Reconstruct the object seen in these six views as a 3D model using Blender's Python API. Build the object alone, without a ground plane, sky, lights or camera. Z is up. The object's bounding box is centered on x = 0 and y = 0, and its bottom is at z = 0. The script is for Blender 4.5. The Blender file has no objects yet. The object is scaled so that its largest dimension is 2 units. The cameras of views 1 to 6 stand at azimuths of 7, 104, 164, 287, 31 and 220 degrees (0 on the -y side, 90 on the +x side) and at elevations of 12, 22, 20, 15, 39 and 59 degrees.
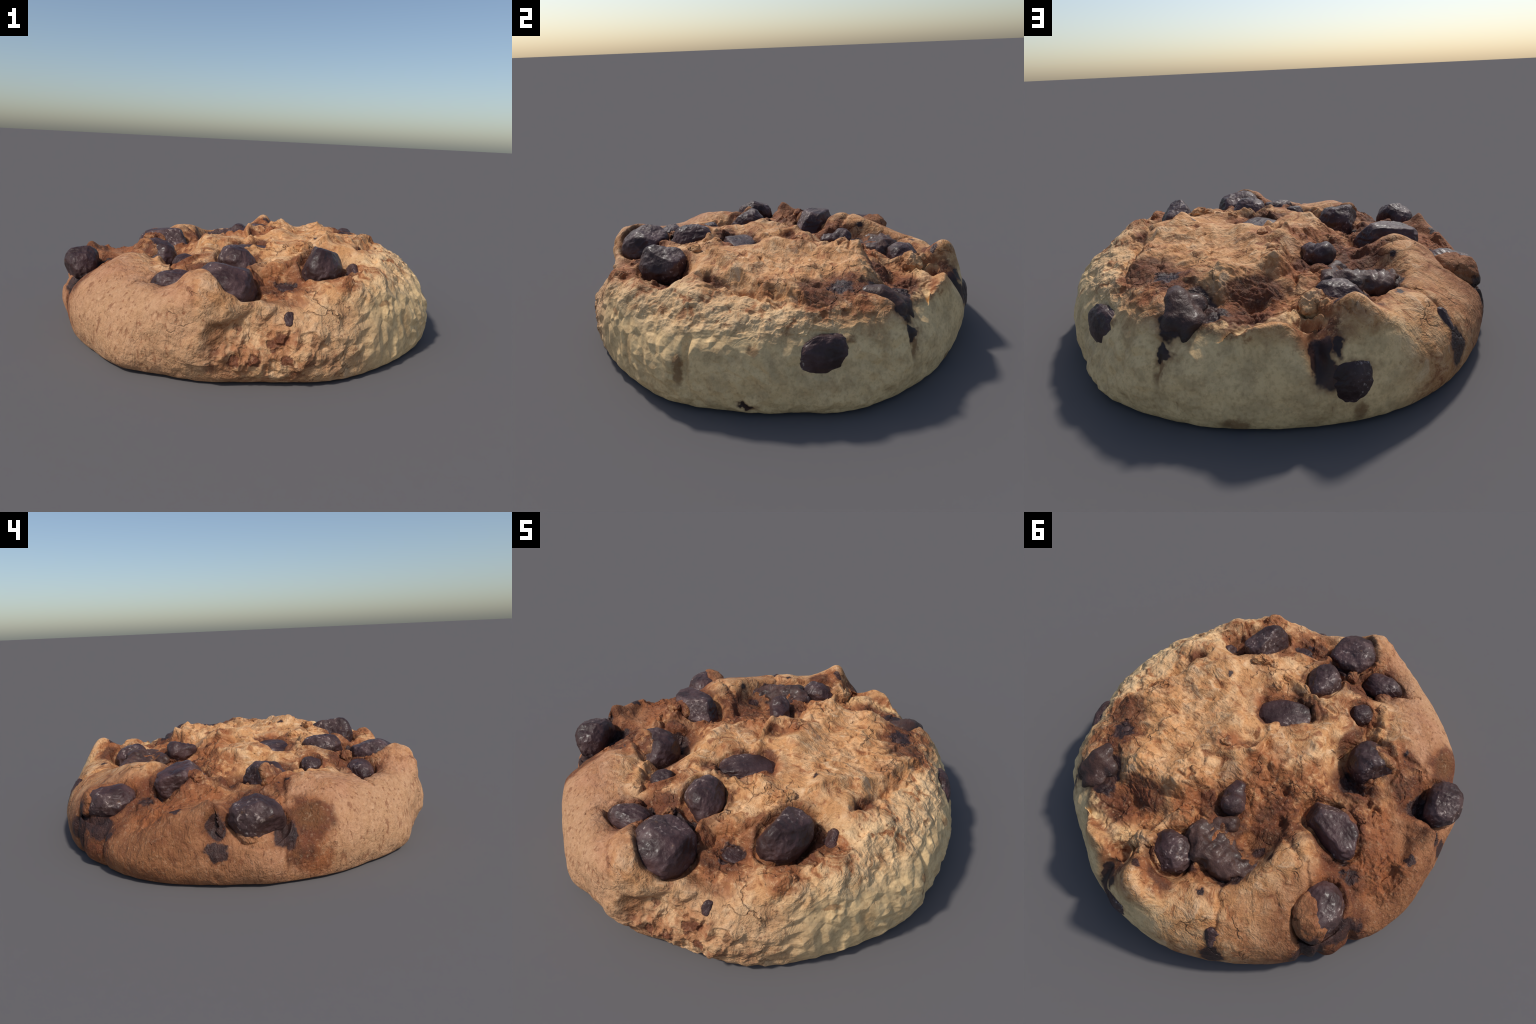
# Chocolate chip cookie: one lumpy dough body, chips half sunk in it, melted chocolate, dough crumbs.
import bpy, bmesh, math, random
import numpy as np
from mathutils import Vector, Matrix, Euler

random.seed(7)

# ------------------------------------------------------------------ noise helpers
def _hash(ix, iy, iz, seed):
    h = (ix * 374761393 + iy * 668265263 + iz * 2147483647 + seed * 974711) & 0xFFFFFFFF
    h = ((h ^ (h >> 13)) * 1274126177) & 0xFFFFFFFF
    h = ((h ^ (h >> 16)) * 2246822519) & 0xFFFFFFFF
    return ((h ^ (h >> 15)) & 0xFFFFFF) / float(0xFFFFFF)

def vnoise(P, scale, seed=0):
    """Smooth value noise in -1..1."""
    Q = P * scale + 1000.0
    I = np.floor(Q).astype(np.int64)
    F = Q - I
    F = F * F * F * (F * (F * 6 - 15) + 10)
    out = 0
    for dx in (0, 1):
        wx = F[:, 0] if dx else 1 - F[:, 0]
        for dy in (0, 1):
            wy = F[:, 1] if dy else 1 - F[:, 1]
            for dz in (0, 1):
                wz = F[:, 2] if dz else 1 - F[:, 2]
                out = out + wx * wy * wz * _hash(I[:, 0] + dx, I[:, 1] + dy, I[:, 2] + dz, seed)
    return out * 2 - 1

def fbm(P, scale, octaves=4, seed=0, gain=0.5):
    a, s, out = 1.0, 0.0, 0
    for k in range(octaves):
        out = out + a * vnoise(P, scale * 2.03 ** k, seed + k * 17)
        s += a
        a *= gain
    return out / s

def ridged(P, scale, octaves=3, seed=0):
    a, s, out = 1.0, 0.0, 0
    for k in range(octaves):
        out = out + a * (1 - 2.2 * np.abs(vnoise(P, scale * 2.03 ** k, seed + k * 31)))
        s += a
        a *= 0.5
    return out / s

def smooth(a, b, x):
    t = np.clip((x - a) / (b - a), 0, 1)
    return t * t * (3 - 2 * t)

# ------------------------------------------------------------------ the dough: plan outline and side profile
OUTLINE = np.array([.952, .957, .974, .986, .979, .977, .992, .990, .975, .961, .953, .977,
                    .970, .956, .955, .965, .975, .977, .990, .955, .964, .948, .944, .964])
WIDEST_Z = np.array([.082, .076, .094, .081, .125, .099, .154, .079])
BELOW = np.array([.345, .362, .384, .369, .396, .417, .418, .368])
ABOVE = np.array([.439, .424, .440, .312, .309, .341, .364, .425])
P_TOP, P_LOW = 2.7, 2.0

def around(v, th):
    """Closed Catmull-Rom curve through values spaced evenly around the cookie."""
    n = len(v)
    u = (th / (2 * np.pi) * n) % n
    i = np.floor(u).astype(int) % n
    f = u - np.floor(u)
    p0, p1, p2, p3 = v[(i - 1) % n], v[i], v[(i + 1) % n], v[(i + 2) % n]
    return p1 + .5 * f * (p2 - p0 + f * (2 * p0 - 5 * p1 + 4 * p2 - p3 + f * (3 * (p1 - p2) + p3 - p0)))

def shell(P):
    """Implicit value of the plain bun shape: 0 on its skin, negative inside."""
    th = np.arctan2(P[:, 1], P[:, 0])
    r = np.hypot(P[:, 0], P[:, 1])
    zm = around(WIDEST_Z, th)
    up = P[:, 2] > zm
    h = np.where(up, around(ABOVE, th), around(BELOW, th))
    e = np.where(up, P_TOP, P_LOW)
    return ((r / around(OUTLINE, th)) ** e + np.abs((P[:, 2] - zm) / h) ** e) ** (1 / e) - 1

def onto_shell(P):
    """Nearest-ish point on the bun shape."""
    Q = P.copy()
    for _ in range(6):
        f = shell(Q)
        g = np.stack([(shell(Q + d) - f) / 1e-4 for d in np.eye(3) * 1e-4], 1)
        Q = Q - .8 * (f / np.maximum((g * g).sum(1), .2))[:, None] * g
    return Q

# ------------------------------------------------------------------ lobes, crests and hollows: points the dough skin passes through
LEVELS = np.array([
    # crest between the flat lobe and the broken middle, and the flat lobe itself (slightly dished)
    (.108, .038, .464), (.117, .155, .464), (.188, .386, .434), (.126, .450, .460), (.338, .512, .456),
    (.396, -.133, .480), (.424, -.213, .487), (.549, -.066, .462), (.627, .112, .434), 
    (.260, -.078, .450), (.388, .155, .427), (.404, .264, .438), (.22, -.01, .446), (.15, -.05, .432), (.35, -.10, .460), (.0, .01, .415), (.25, .22, .428), (.26, .08, .434), (.35, -.18, .458), (.46, .03, .452),
    (.28, .42, .424), (.48, .36, .42),
    # outer shelf beyond the flat lobe's step
    (.618, .023, .407), (.691, .122, .400), (.708, .212, .407), (.72, -.10, .405),
    (.77, .10, .385), (.639, -.318, .407), (.577, -.450, .396), (.605, -.399, .382), (.547, -.549, .373), (.646, -.637, .285), 
    (.78, -.25, .36),
    # pit at the back edge with its low rim
    (.287, .723, .318), (.235, .575, .378), (.419, .747, .342), (.234, .832, .365), (.33, .80, .343), (.385, .80, .30), (.35, .858, .245), (-.25, .915, .24), (-.35, .85, .26),
    (.28, .62, .305), (.26, .54, .39), (.36, .66, .325), (.16, .62, .315), (.47, .44, .435),
    # back peak and the smooth crest that runs round the back
    (-.033, .854, .432), (-.002, .831, .404), (-.10, .81, .355), (-.27, .72, .343), 
    (-.257, .806, .326), (-.50, .48, .375), (-.42, .50, .368), 
    (-.41, .432, .386), (.11, .86, .31), (.10, .78, .30), (.53, .62, .39),
    # hollow of the broken ring of chocolate
    (-.34, .42, .31), (-.24, .43, .285), (-.18, .46, .355), (-.22, .63, .30), (-.08, .75, .31), (-.05, .60, .30),
    # valley through the middle
    (-.17, .22, .36), (-.26, .10, .370), (.0, .46, .365), (.13, .53, .368), (-.09, .16, .432), (-.13, .12, .432), (-.04, .22, .402), (.06, .38, .445), (.05, .47, .375), (-.46, -.12, .31),
    (-.36, -.01, .335), (-.30, -.12, .345), (-.08, .36, .34), (-.36, .15, .325), (.03, .32, .385),
    # hump in the middle and the blocks round the flat dark chip
    (-.23, .01, .435), (-.101, -.134, .436), (-.216, -.116, .434), (-.02, -.02, .420), (.05, -.04, .420), (.03, .08, .415), (-.02, -.09, .418), (-.18, -.04, .422), (-.19, .08, .400),
    (.04, -.175, .380), (-.04, -.20, .398), (.10, -.12, .408), (.13, -.25, .42), (.154, -.262, .445), (-.17, -.53, .385), (-.22, -.26, .415), (-.10, -.24, .39),
    (-.31, -.22, .31), (-.33, -.42, .33),
    # brown slope between the left chips, hollow wall under the left back chip
    (-.576, .038, .385), (-.65, .24, .295), (-.48, .255, .412), (-.73, .08, .300), (-.945, .0, .18), (-.57, -.07, .335), (-.66, -.02, .315),
    (-.75, -.23, .25), (-.66, -.33, .325), (-.857, -.139, .350), (-.864, .016, .303), (-.79, -.08, .312),
    (-.60, -.24, .33), (-.58, .40, .378), (-.66, .50, .30), (-.74, .56, .235), (-.843, .229, .214), (-.779, .273, .248), (-.915, -.165, .20), (-.962, .10, .15), (-.375, -.925, .06), (.85, .52, .06), (-.06, .972, .22), (.50, .71, .31), (-.84, .40, .16), 
    # smooth lobe on the left front
    (-.482, -.451, .400), (-.418, -.455, .380), (-.448, -.687, .339), (-.54, -.60, .368), (.90, -.34, .15), (.73, -.2, .415), (-.52, -.31, .372), (-.62, -.48, .345), (-.358, -.827, .305),
    (-.739, -.594, .243), (-.288, -.770, .349), (-.30, -.64, .335), (-.136, -.766, .410), (-.14, -.62, .325), (-.011, -.880, .412), (-.049, -.948, .356),
    # front: dough between the three front chips
    (.162, -.498, .415), (.317, -.321, .450), (.20, -.40, .425), (.16, -.59, .352), (.27, -.25, .438), (.12, -.45, .385), (-.08, -.58, .365),
    (.256, -.60, .330), (.27, -.67, .345), (.510, -.645, .405), (.41, -.71, .352), (.334, -.725, .331), (.21, -.76, .325), (.05, -.75, .30),
    # bitten front wall
    (.015, -.945, .262), (.12, -.880, .235), (-.03, -.982, .200), (.164, -.930, .130), (.082, -.955, .115), (.115, -.860, .335), (.07, -.890, .352), (.15, -.83, .33), (.30, -.838, .25),
    (.465, -.835, .14), (.18, -.895, .17), (.54, -.735, .25), (.22, -.858, .250),
    # hollows beside the right front chip
    (.545, -.38, .340), (.53, -.42, .335), (.50, -.52, .340), (.555, -.30, .400), (.60, -.31, .418),
    # under chips
    (-.44, -.24, .31), (-.50, .15, .29), (.41, -.46, .35), (.01, -.46, .36), (-.22, -.68, .29), (-.72, .42, .25), (-.83, -.32, .24), (.50, .60, .35),
])
# small steep forms: x, y, height, radius
BUMPS = [(.108, .038, .006, .03), (.117, .155, .006, .035), (.126, .450, .008, .03), (.424, -.213, .010, .04),
         (.549, -.066, .012, .035), (.627, .112, .012, .03), (.667, .273, .018, .022), (-.025, .862, .016, .06),
         (.154, -.259, .018, .03), (.51, -.645, .016, .035), (-.857, -.139, .014, .04), (.317, -.321, .014, .03),
         (-.02, .13, .012, .03), (-.08, .09, .012, .03), (.02, .20, .012, .025), (.2, .62, .02, .04), (.30, .86, .010, .02),
         (-.216, -.116, .014, .03), (-.14, .04, -.014, .03), (-.16, -.17, .015, .03), (.09, -.34, .02, .025), (.22, -.28, .016, .025),
         (-.17, .19, -.025, .04), (-.24, .14, -.03, .03), (.05, .40, -.025, .035), 
         (.12, .58, -.02, .03), (-.30, .26, -.03, .03), (-.46, -.12, -.03, .05), (-.66, -.02, -.015, .025), (-.55, .0, .012, .03),
         (.60, -.16, -.06, .030), (.63, -.10, -.02, .022), (.404, .264, .010, .03), (.338, .512, .004, .03),
         (.46, -.33, -.05, .035), (.256, -.60, -.03, .035), (-.01, -.90, .012, .05), (.30, -.20, .01, .04), (.47, .06, -.012, .05)]
# steep edges: height of the step, half width, and the line it follows with the lower ground on its right-hand side
EDGES = [(.015, .026, [(.424, -.213), (.47, -.15), (.549, -.066), (.60, .05), (.627, .112), (.66, .22)]),
         (.007, .030, [(.42, .50), (.338, .512), (.20, .50), (.126, .45), (.188, .386), (.15, .27), (.117, .155), (.108, .038), (.16, -.02)]),
         (.012, .028, [(-.33, .26), (-.385, .36), (-.40, .50), (-.345, .63), (-.22, .70), (-.1, .78)]),
         (.014, .025, [(-.30, -.52), (-.36, -.42), (-.35, -.33), (-.33, -.25)]),
         (.011, .024, [(.05, .2), (-.05, .12), (-.16, .10), (-.22, .0), (-.27, -.08), (-.22, -.18)]),
         (.014, .025, [(.12, -.60), (.2, -.55), (.3, -.55), (.34, -.6)]),
         (.012, .025, [(-.86, -.16), (-.80, -.07), (-.84, .02), (-.82, .12)]),
         (.018, .025, [(.15, .84), (.25, .83), (.36, .80)]),
         (.012, .022, [(.12, -.33), (.0, -.33), (-.06, -.27), (-.07, -.12), (.0, -.06), (.12, -.07), (.18, -.16)]),
         (.014, .022, [(.66, -.32), (.63, -.42), (.56, -.50), (.48, -.56)])]
# narrow cracks: depth, width, line
CRACKS = [(.024, .012, [(.57, -.21), (.60, -.13), (.615, -.03), (.64, .05), (.69, .12), (.72, .17)]),
          (.016, .010, [(-.31, .62), (-.33, .68), (-.37, .72), (-.40, .80)]), (.012, .012, [(-.37, .30), (-.47, .35), (-.55, .36), (-.6, .42)]),
          (.016, .010, [(-.29, -.70), (-.36, -.72), (-.40, -.77)]),
          (.014, .010, [(-.55, -.36), (-.60, -.37), (-.66, -.40)]), (.014, .010, [(.16, -.53), (.18, -.46), (.17, -.42)]),
          (.018, .012, [(-.60, .52), (-.66, .54), (-.70, .60)]), (.015, .010, [(.22, -.58), (.27, -.48), (.32, -.42)]),
          (.014, .010, [(.0, -.04), (.03, .03), (.09, .06)]), (.016, .01, [(-.03, -.27), (-.07, -.33), (-.16, -.34), (-.2, -.38)]),
          (.014, .01, [(.35, .02), (.40, .06), (.43, .12)]), (.012, .01, [(.30, .15), (.36, .22), (.37, .30)]), (.013, .01, [(.5, .18), (.55, .24), (.56, .33)])]
# wall features pushed along the radius: centre x, y, z, radius along wall, radius up, push
WALLS = [(.02, -.96, .21, .05, .05, -.010), (.10, -.94, .20, .10, .06, -.015), (-.74, .60, .14, .022, .14, -.030), (-.83, .50, .08, .05, .07, .022), (-.79, .55, .10, .018, .12, -.02), (-.88, .42, .10, .018, .10, -.02),
         (-.76, -.50, .27, .07, .09, -.03), (-.86, -.36, .15, .07, .13, .022), (-.80, -.46, .17, .025, .10, -.02), 
         (-.89, -.17, .27, .05, .06, -.03), (-.93, -.2, .12, .15, .08, .008),
         (.93, -.16, .22, .016, .10, -.022), (.92, -.23, .23, .04, .12, .010), (.13, .93, .26, .03, .07, -.045), (.20, .95, .2, .1, .1, .010),
         (.64, .73, .2, .015, .08, -.016), (.85, .40, .24, .13, .10, -.035), (-.2, .95, .16, .2, .1, .012)]

def kernel(d, l=0.115):
    q = math.sqrt(3) * d / l
    return (1 + q) * np.exp(-q)

def line_distance(x, y, pts):
    """Distance to a polyline and the side of it (positive on the right)."""
    best = np.full(len(x), 9.0)
    side = np.zeros(len(x))
    for (ax, ay), (bx, by) in zip(pts[:-1], pts[1:]):
        ux, uy = bx - ax, by - ay
        ll = ux * ux + uy * uy
        t = np.clip(((x - ax) * ux + (y - ay) * uy) / ll, 0, 1)
        dx, dy = x - ax - t * ux, y - ay - t * uy
        d = np.hypot(dx, dy)
        near = d < best
        best = np.where(near, d, best)
        side = np.where(near, np.sign(dx * uy - dy * ux), side)
    return best, side

def facets(P, size, seed):
    """Piecewise flat noise: random heights on a tetrahedral lattice, joined by plane facets."""
    Q = P / size + 500.0
    s = Q.sum(1, keepdims=True) / 3
    Q = Q + s
    I = np.floor(Q).astype(np.int64)
    F = Q - I
    order = np.argsort(-F, axis=1)
    Fs = np.take_along_axis(F, order, 1)
    w = np.stack([1 - Fs[:, 0], Fs[:, 0] - Fs[:, 1], Fs[:, 1] - Fs[:, 2], Fs[:, 2]], 1)
    out = 0
    C = I.copy()
    rows = np.arange(len(P))
    for k in range(4):
        out = out + w[:, k] * (_hash(C[:, 0], C[:, 1], C[:, 2], seed) * 2 - 1)
        if k < 3:
            C[rows, order[:, k]] += 1
    return out

def cells(P, scale, seed):
    """Cell noise: distance to the border between the two nearest cells and a random value per cell."""
    Q = P * scale + 300.0
    I = np.floor(Q).astype(np.int64)
    f1 = np.full(len(P), 9.0)
    f2 = np.full(len(P), 9.0)
    val = np.zeros(len(P))
    for dx in (-1, 0, 1):
        for dy in (-1, 0, 1):
            for dz in (-1, 0, 1):
                C = I + (dx, dy, dz)
                c = C + np.stack([_hash(C[:, 0], C[:, 1], C[:, 2], seed + k) for k in (1, 2, 3)], 1)
                d = np.linalg.norm(Q - c, axis=1)
                v = _hash(C[:, 0], C[:, 1], C[:, 2], seed + 9)
                near = d < f1
                f2 = np.where(near, f1, np.minimum(f2, d))
                val = np.where(near, v, val)
                f1 = np.where(near, d, f1)
    return f2 - f1, val * 2 - 1

def icosphere(levels):
    t = (1 + 5 ** .5) / 2
    V = np.array([(-1, t, 0), (1, t, 0), (-1, -t, 0), (1, -t, 0), (0, -1, t), (0, 1, t), (0, -1, -t), (0, 1, -t),
                  (t, 0, -1), (t, 0, 1), (-t, 0, -1), (-t, 0, 1)], float)
    V /= np.linalg.norm(V[0])
    F = np.array([(0, 11, 5), (0, 5, 1), (0, 1, 7), (0, 7, 10), (0, 10, 11), (1, 5, 9), (5, 11, 4), (11, 10, 2), (10, 7, 6), (7, 1, 8),
                  (3, 9, 4), (3, 4, 2), (3, 2, 6), (3, 6, 8), (3, 8, 9), (4, 9, 5), (2, 4, 11), (6, 2, 10), (8, 6, 7), (9, 8, 1)])
    for lev in range(levels):
        E = np.vstack([F[:, [0, 1]], F[:, [1, 2]], F[:, [2, 0]]])
        E.sort(axis=1)
        key = E[:, 0] * len(V) + E[:, 1]
        uk, inv = np.unique(key, return_inverse=True)
        M = V[uk // len(V)] + V[uk % len(V)]
        M /= np.linalg.norm(M, axis=1)[:, None]
        m = inv + len(V)
        nf = len(F)
        ab, bc, ca = m[:nf], m[nf:2 * nf], m[2 * nf:]
        V = np.vstack([V, M])
        F = np.vstack([np.c_[F[:, 0], ab, ca], np.c_[F[:, 1], bc, ab], np.c_[F[:, 2], ca, bc], np.c_[ab, bc, ca]])
    return V, F

def mesh_from(name, V, F, smooth_shade=True):
    me = bpy.data.meshes.new(name)
    me.vertices.add(len(V))
    me.vertices.foreach_set("co", np.asarray(V, np.float32).ravel())
    me.loops.add(len(F) * 3)
    me.loops.foreach_set("vertex_index", np.asarray(F, np.int32).ravel())
    me.polygons.add(len(F))
    me.polygons.foreach_set("loop_start", np.arange(0, len(F) * 3, 3, dtype=np.int32))
    me.polygons.foreach_set("loop_total", np.full(len(F), 3, np.int32))
    me.update(calc_edges=True)
    me.validate()
    if smooth_shade:
        me.polygons.foreach_set("use_smooth", np.ones(len(F), bool))
    return me

def blob_mask(x, y, spots):
    m = np.zeros(len(x))
    for (cx, cy, r) in spots:
        d = np.hypot(x - cx, y - cy) / r
        m = np.maximum(m, 1 - smooth(.6, 1.15, d))
    return m

def vertex_normals(P, F):
    n = np.cross(P[F[:, 1]] - P[F[:, 0]], P[F[:, 2]] - P[F[:, 0]])
    N = np.zeros_like(P)
    for k in range(3):
        for a in range(3):
            N[:, a] += np.bincount(F[:, k], n[:, a], len(P))
    return N / np.maximum(np.linalg.norm(N, axis=1), 1e-12)[:, None]

def build_dough():
    V, F = icosphere(8)
    th = np.arctan2(V[:, 1], V[:, 0])
    c = np.hypot(V[:, 0], V[:, 1])
    R, zm = around(OUTLINE, th), around(WIDEST_Z, th)
    up = V[:, 2] > 0
    h = np.where(up, around(ABOVE, th), around(BELOW, th))
    k = 2 / np.where(up, P_TOP, P_LOW)
    r = R * c ** k
    P = np.c_[r * np.cos(th), r * np.sin(th), zm + h * np.sign(V[:, 2]) * np.abs(V[:, 2]) ** k]
    hfrac = (P[:, 2] - zm) / np.where(up, h, .3)
    bottom = P[:, 2] < -.03

    # pull the bun skin through the measured lobes and hollows
    base = onto_shell(LEVELS)
    shift = LEVELS - base
    anchors = []
    for z in (.0, .10, .20):
        for a in np.linspace(0, 2 * np.pi, 20, endpoint=False):
            q = np.array([[math.cos(a), math.sin(a), z]])
            q[:, :2] *= around(OUTLINE, np.array([a]))[0] * .97
            q = onto_shell(q)
            if np.linalg.norm(base - q, axis=1).min() > .13:
                anchors.append(q[0])
    A = np.vstack([base, np.array(anchors)])
    S = np.vstack([shift, np.zeros((len(anchors), 3))])
    D = np.linalg.norm(A[:, None] - A[None], axis=2)
    w = np.linalg.solve(kernel(D) + .03 * np.eye(len(A)), S)
    warp = P + .016 * np.c_[fbm(P, 9, 2, 3), fbm(P, 9, 2, 4), 0 * r]
    live = np.where(~bottom)[0]
    Wp = warp[live]
    disp = np.zeros((len(live), 3))
    for i in range(len(A)):
        d = np.sqrt(((Wp - A[i]) ** 2).sum(1))
        disp += kernel(d)[:, None] * w[i]
    P[live] += disp
    x, y, z = P.T.copy()
    topw = smooth(.05, .5, hfrac)

    wx = x + .026 * fbm(P, 12, 3, 5)
    wy = y + .026 * fbm(P, 12, 3, 6)
    dz = np.zeros(len(x))
    for bx, by, hh, rad in BUMPS:
        dz += hh * np.exp(-((wx - bx) ** 2 + (wy - by) ** 2) / rad ** 2)
    for hh, wd, pts in EDGES:
        d, s = line_distance(wx, wy, pts)
        dz -= hh * s * (d / wd) * np.exp(.5 - .5 * (d / wd) ** 2) * 1.0
    for dep, wd, pts in CRACKS:
        d, s = line_distance(wx, wy, pts)
        dz -= dep * np.exp(-(d / wd) ** 2)

    # how broken the crumb is: flat lobe rippled, valley torn, lobes smooth
    flat = blob_mask(x, y, [(.40, .0, .22), (.30, .25, .22), (.48, .2, .22), (.36, .38, .17), (.6, .18, .16)])
    torn = blob_mask(x, y, [(-.2, .2, .22), (.06, .42, .17), (-.3, .05, .15), (-.15, .55, .2), (.28, .65, .18), (-.60, .0, .13),
                            (-.68, .22, .12), (-.45, -.13, .12), (-.7, -.28, .14), (-.33, -.40, .09), (.2, -.66, .12), (-.16, -.66, .12),
                            (.1, .72, .12), (-.8, .15, .12), (.0, -.3, .10), (.5, -.42, .14)])
    shelf = blob_mask(x, y, [(.72, -.1, .18), (.74, .12, .18), (.7, -.3, .16), (.62, .4, .15), (.74, .3, .12), (.55, -.6, .12), (.66, .0, .1)])
    Q = np.c_[x, y, z + dz]
    rough = .0040 * fbm(Q, 14, 4, 21)
    Rp = np.c_[x * .8 + y * .6, (-x * .6 + y * .8) * 2.3, z]
    rough += flat * (.017 * (ridged(Rp, 6.5, 3, 40) - .3) + .003 * ridged(Q, 30, 2, 44))
    rough += torn * (.022 * (ridged(Q, 7, 4, 50) - .35) + .003 * fbm(Q, 50, 2, 54))
    rough += shelf * (.008 * (ridged(Q, 17, 3, 60) - .25))
    sel = np.where((torn + flat * .5 + shelf * .5) * topw > .02)[0]
    Qs = Q[sel] + .02 * np.c_[fbm(Q[sel], 22, 2, 81), fbm(Q[sel], 22, 2, 82), 0 * sel]
    for sc, amp, sd in ((10, .020, 101), (24, .006, 141)):
        gap, val = cells(Qs * (1, 1, .6), sc, sd)
        rough[sel] += (torn[sel] + .15 * flat[sel] + .35 * shelf[sel]) * amp * (val * smooth(0, .34, gap) - .35 * (1 - smooth(0, .12, gap)))
    for m in (flat, torn, shelf):
        rough -= m * np.average(rough, weights=m * topw)
    z = z + (dz + rough) * topw

    # sockets: the dough dips to meet each chip and swells into a lip round part of it
    Q = np.c_[x, y, z]
    lipn = fbm(Q, 8, 2, 120)
    for cc, rr, rot, ft, seed in CHIPS[:11]:
        M = np.array(Euler([math.radians(a) for a in rot]).to_matrix())
        near = np.where(((Q - np.array(cc)) ** 2).sum(1) < .09)[0]
        q = np.linalg.norm(((Q[near] - np.array(cc)) @ M) / np.array(rr), axis=1)
        n = lipn[near]
        z[near] += topw[near] * (.020 * smooth(-.15, .5, n) * np.exp(-((q - 1.22) / .16) ** 2)
                                 - .034 * smooth(.35, -.3, n) * np.exp(-((q - 1.08) / .13) ** 2))

    # wall features
    rad = np.zeros(len(x))
    for cx, cy, cz, rt, ru, push in WALLS:
        dth = (th - math.atan2(cy, cx) + np.pi) % (2 * np.pi) - np.pi
        rad += push * np.exp(-(dth * r / rt) ** 2 - ((z - cz) / ru) ** 2)
    wall = (1 - topw) * smooth(.55, .8, r / R)
    Q = np.c_[x, y, z]
    # bitten face: sharp rim on the left and above, crumbly inside
    arc = ((th + 1.30 + np.pi) % (2 * np.pi) - np.pi) * .93
    be = np.sqrt((arc / .27) ** 2 + ((z - .165) / .145) ** 2) + .18 * fbm(Q, 9, 3, 75)
    bite = 1 - smooth(.72, 1.02, be)
    ledge = np.exp(-((be - 1.1) / .12) ** 2) * smooth(.15, -.2, arc)
    rad += wall ** .5 * (.010 * bite + .012 * ledge * (z > .1) + bite * .018 * (ridged(Q, 11, 3, 76) - .3))
    sel = np.where(bite > .02)[0]
    gap, val = cells(Q[sel], 17, 171)
    rad[sel] += bite[sel] * .014 * (val * smooth(0, .3, gap))
    rad += wall * .006 * fbm(Q, 7, 3, 70)
    # made-up facets imitating the scan's coarse triangles, strongest on the right-hand wall and rim
    fw = smooth(-.1, .5, x * .9 - y * .35) * (1 - .6 * smooth(.55, .95, hfrac)) * smooth(.6, .8, r / R) * smooth(-.01, .06, z)
    fac = facets(Q + .045 * np.c_[fbm(Q, 4, 1, 131), fbm(Q, 4, 1, 132), fbm(Q, 4, 1, 133)], .044, 5)
    rest = smooth(.55, .8, r / R) * .002
    push = rad + fac * (fw * (1 - .7 * bite) * .0085 + rest)
    N = vertex_normals(np.c_[x, y, z], F)
    sideways = np.c_[np.cos(th), np.sin(th), 0 * th]
    mixn = N * .5 + sideways * .5
    P = np.c_[x, y, z] + mixn * np.where(r > .3, push, 0)[:, None]
    x, y, z = P.T.copy()

    # under side: flat with a softly rounded, slightly uneven lower edge
    edge = smooth(.86, 1.0, np.hypot(x, y) / R)
    floor = np.maximum(.003 + .005 * fbm(np.c_[x, y, 0 * x], 5, 2, 90) + .006 * edge ** 2, 0)
    soft = .006
    z = floor + soft * np.logaddexp(0, (z - floor) / soft)
    return F, np.c_[x, y, z - z.min()]

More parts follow.
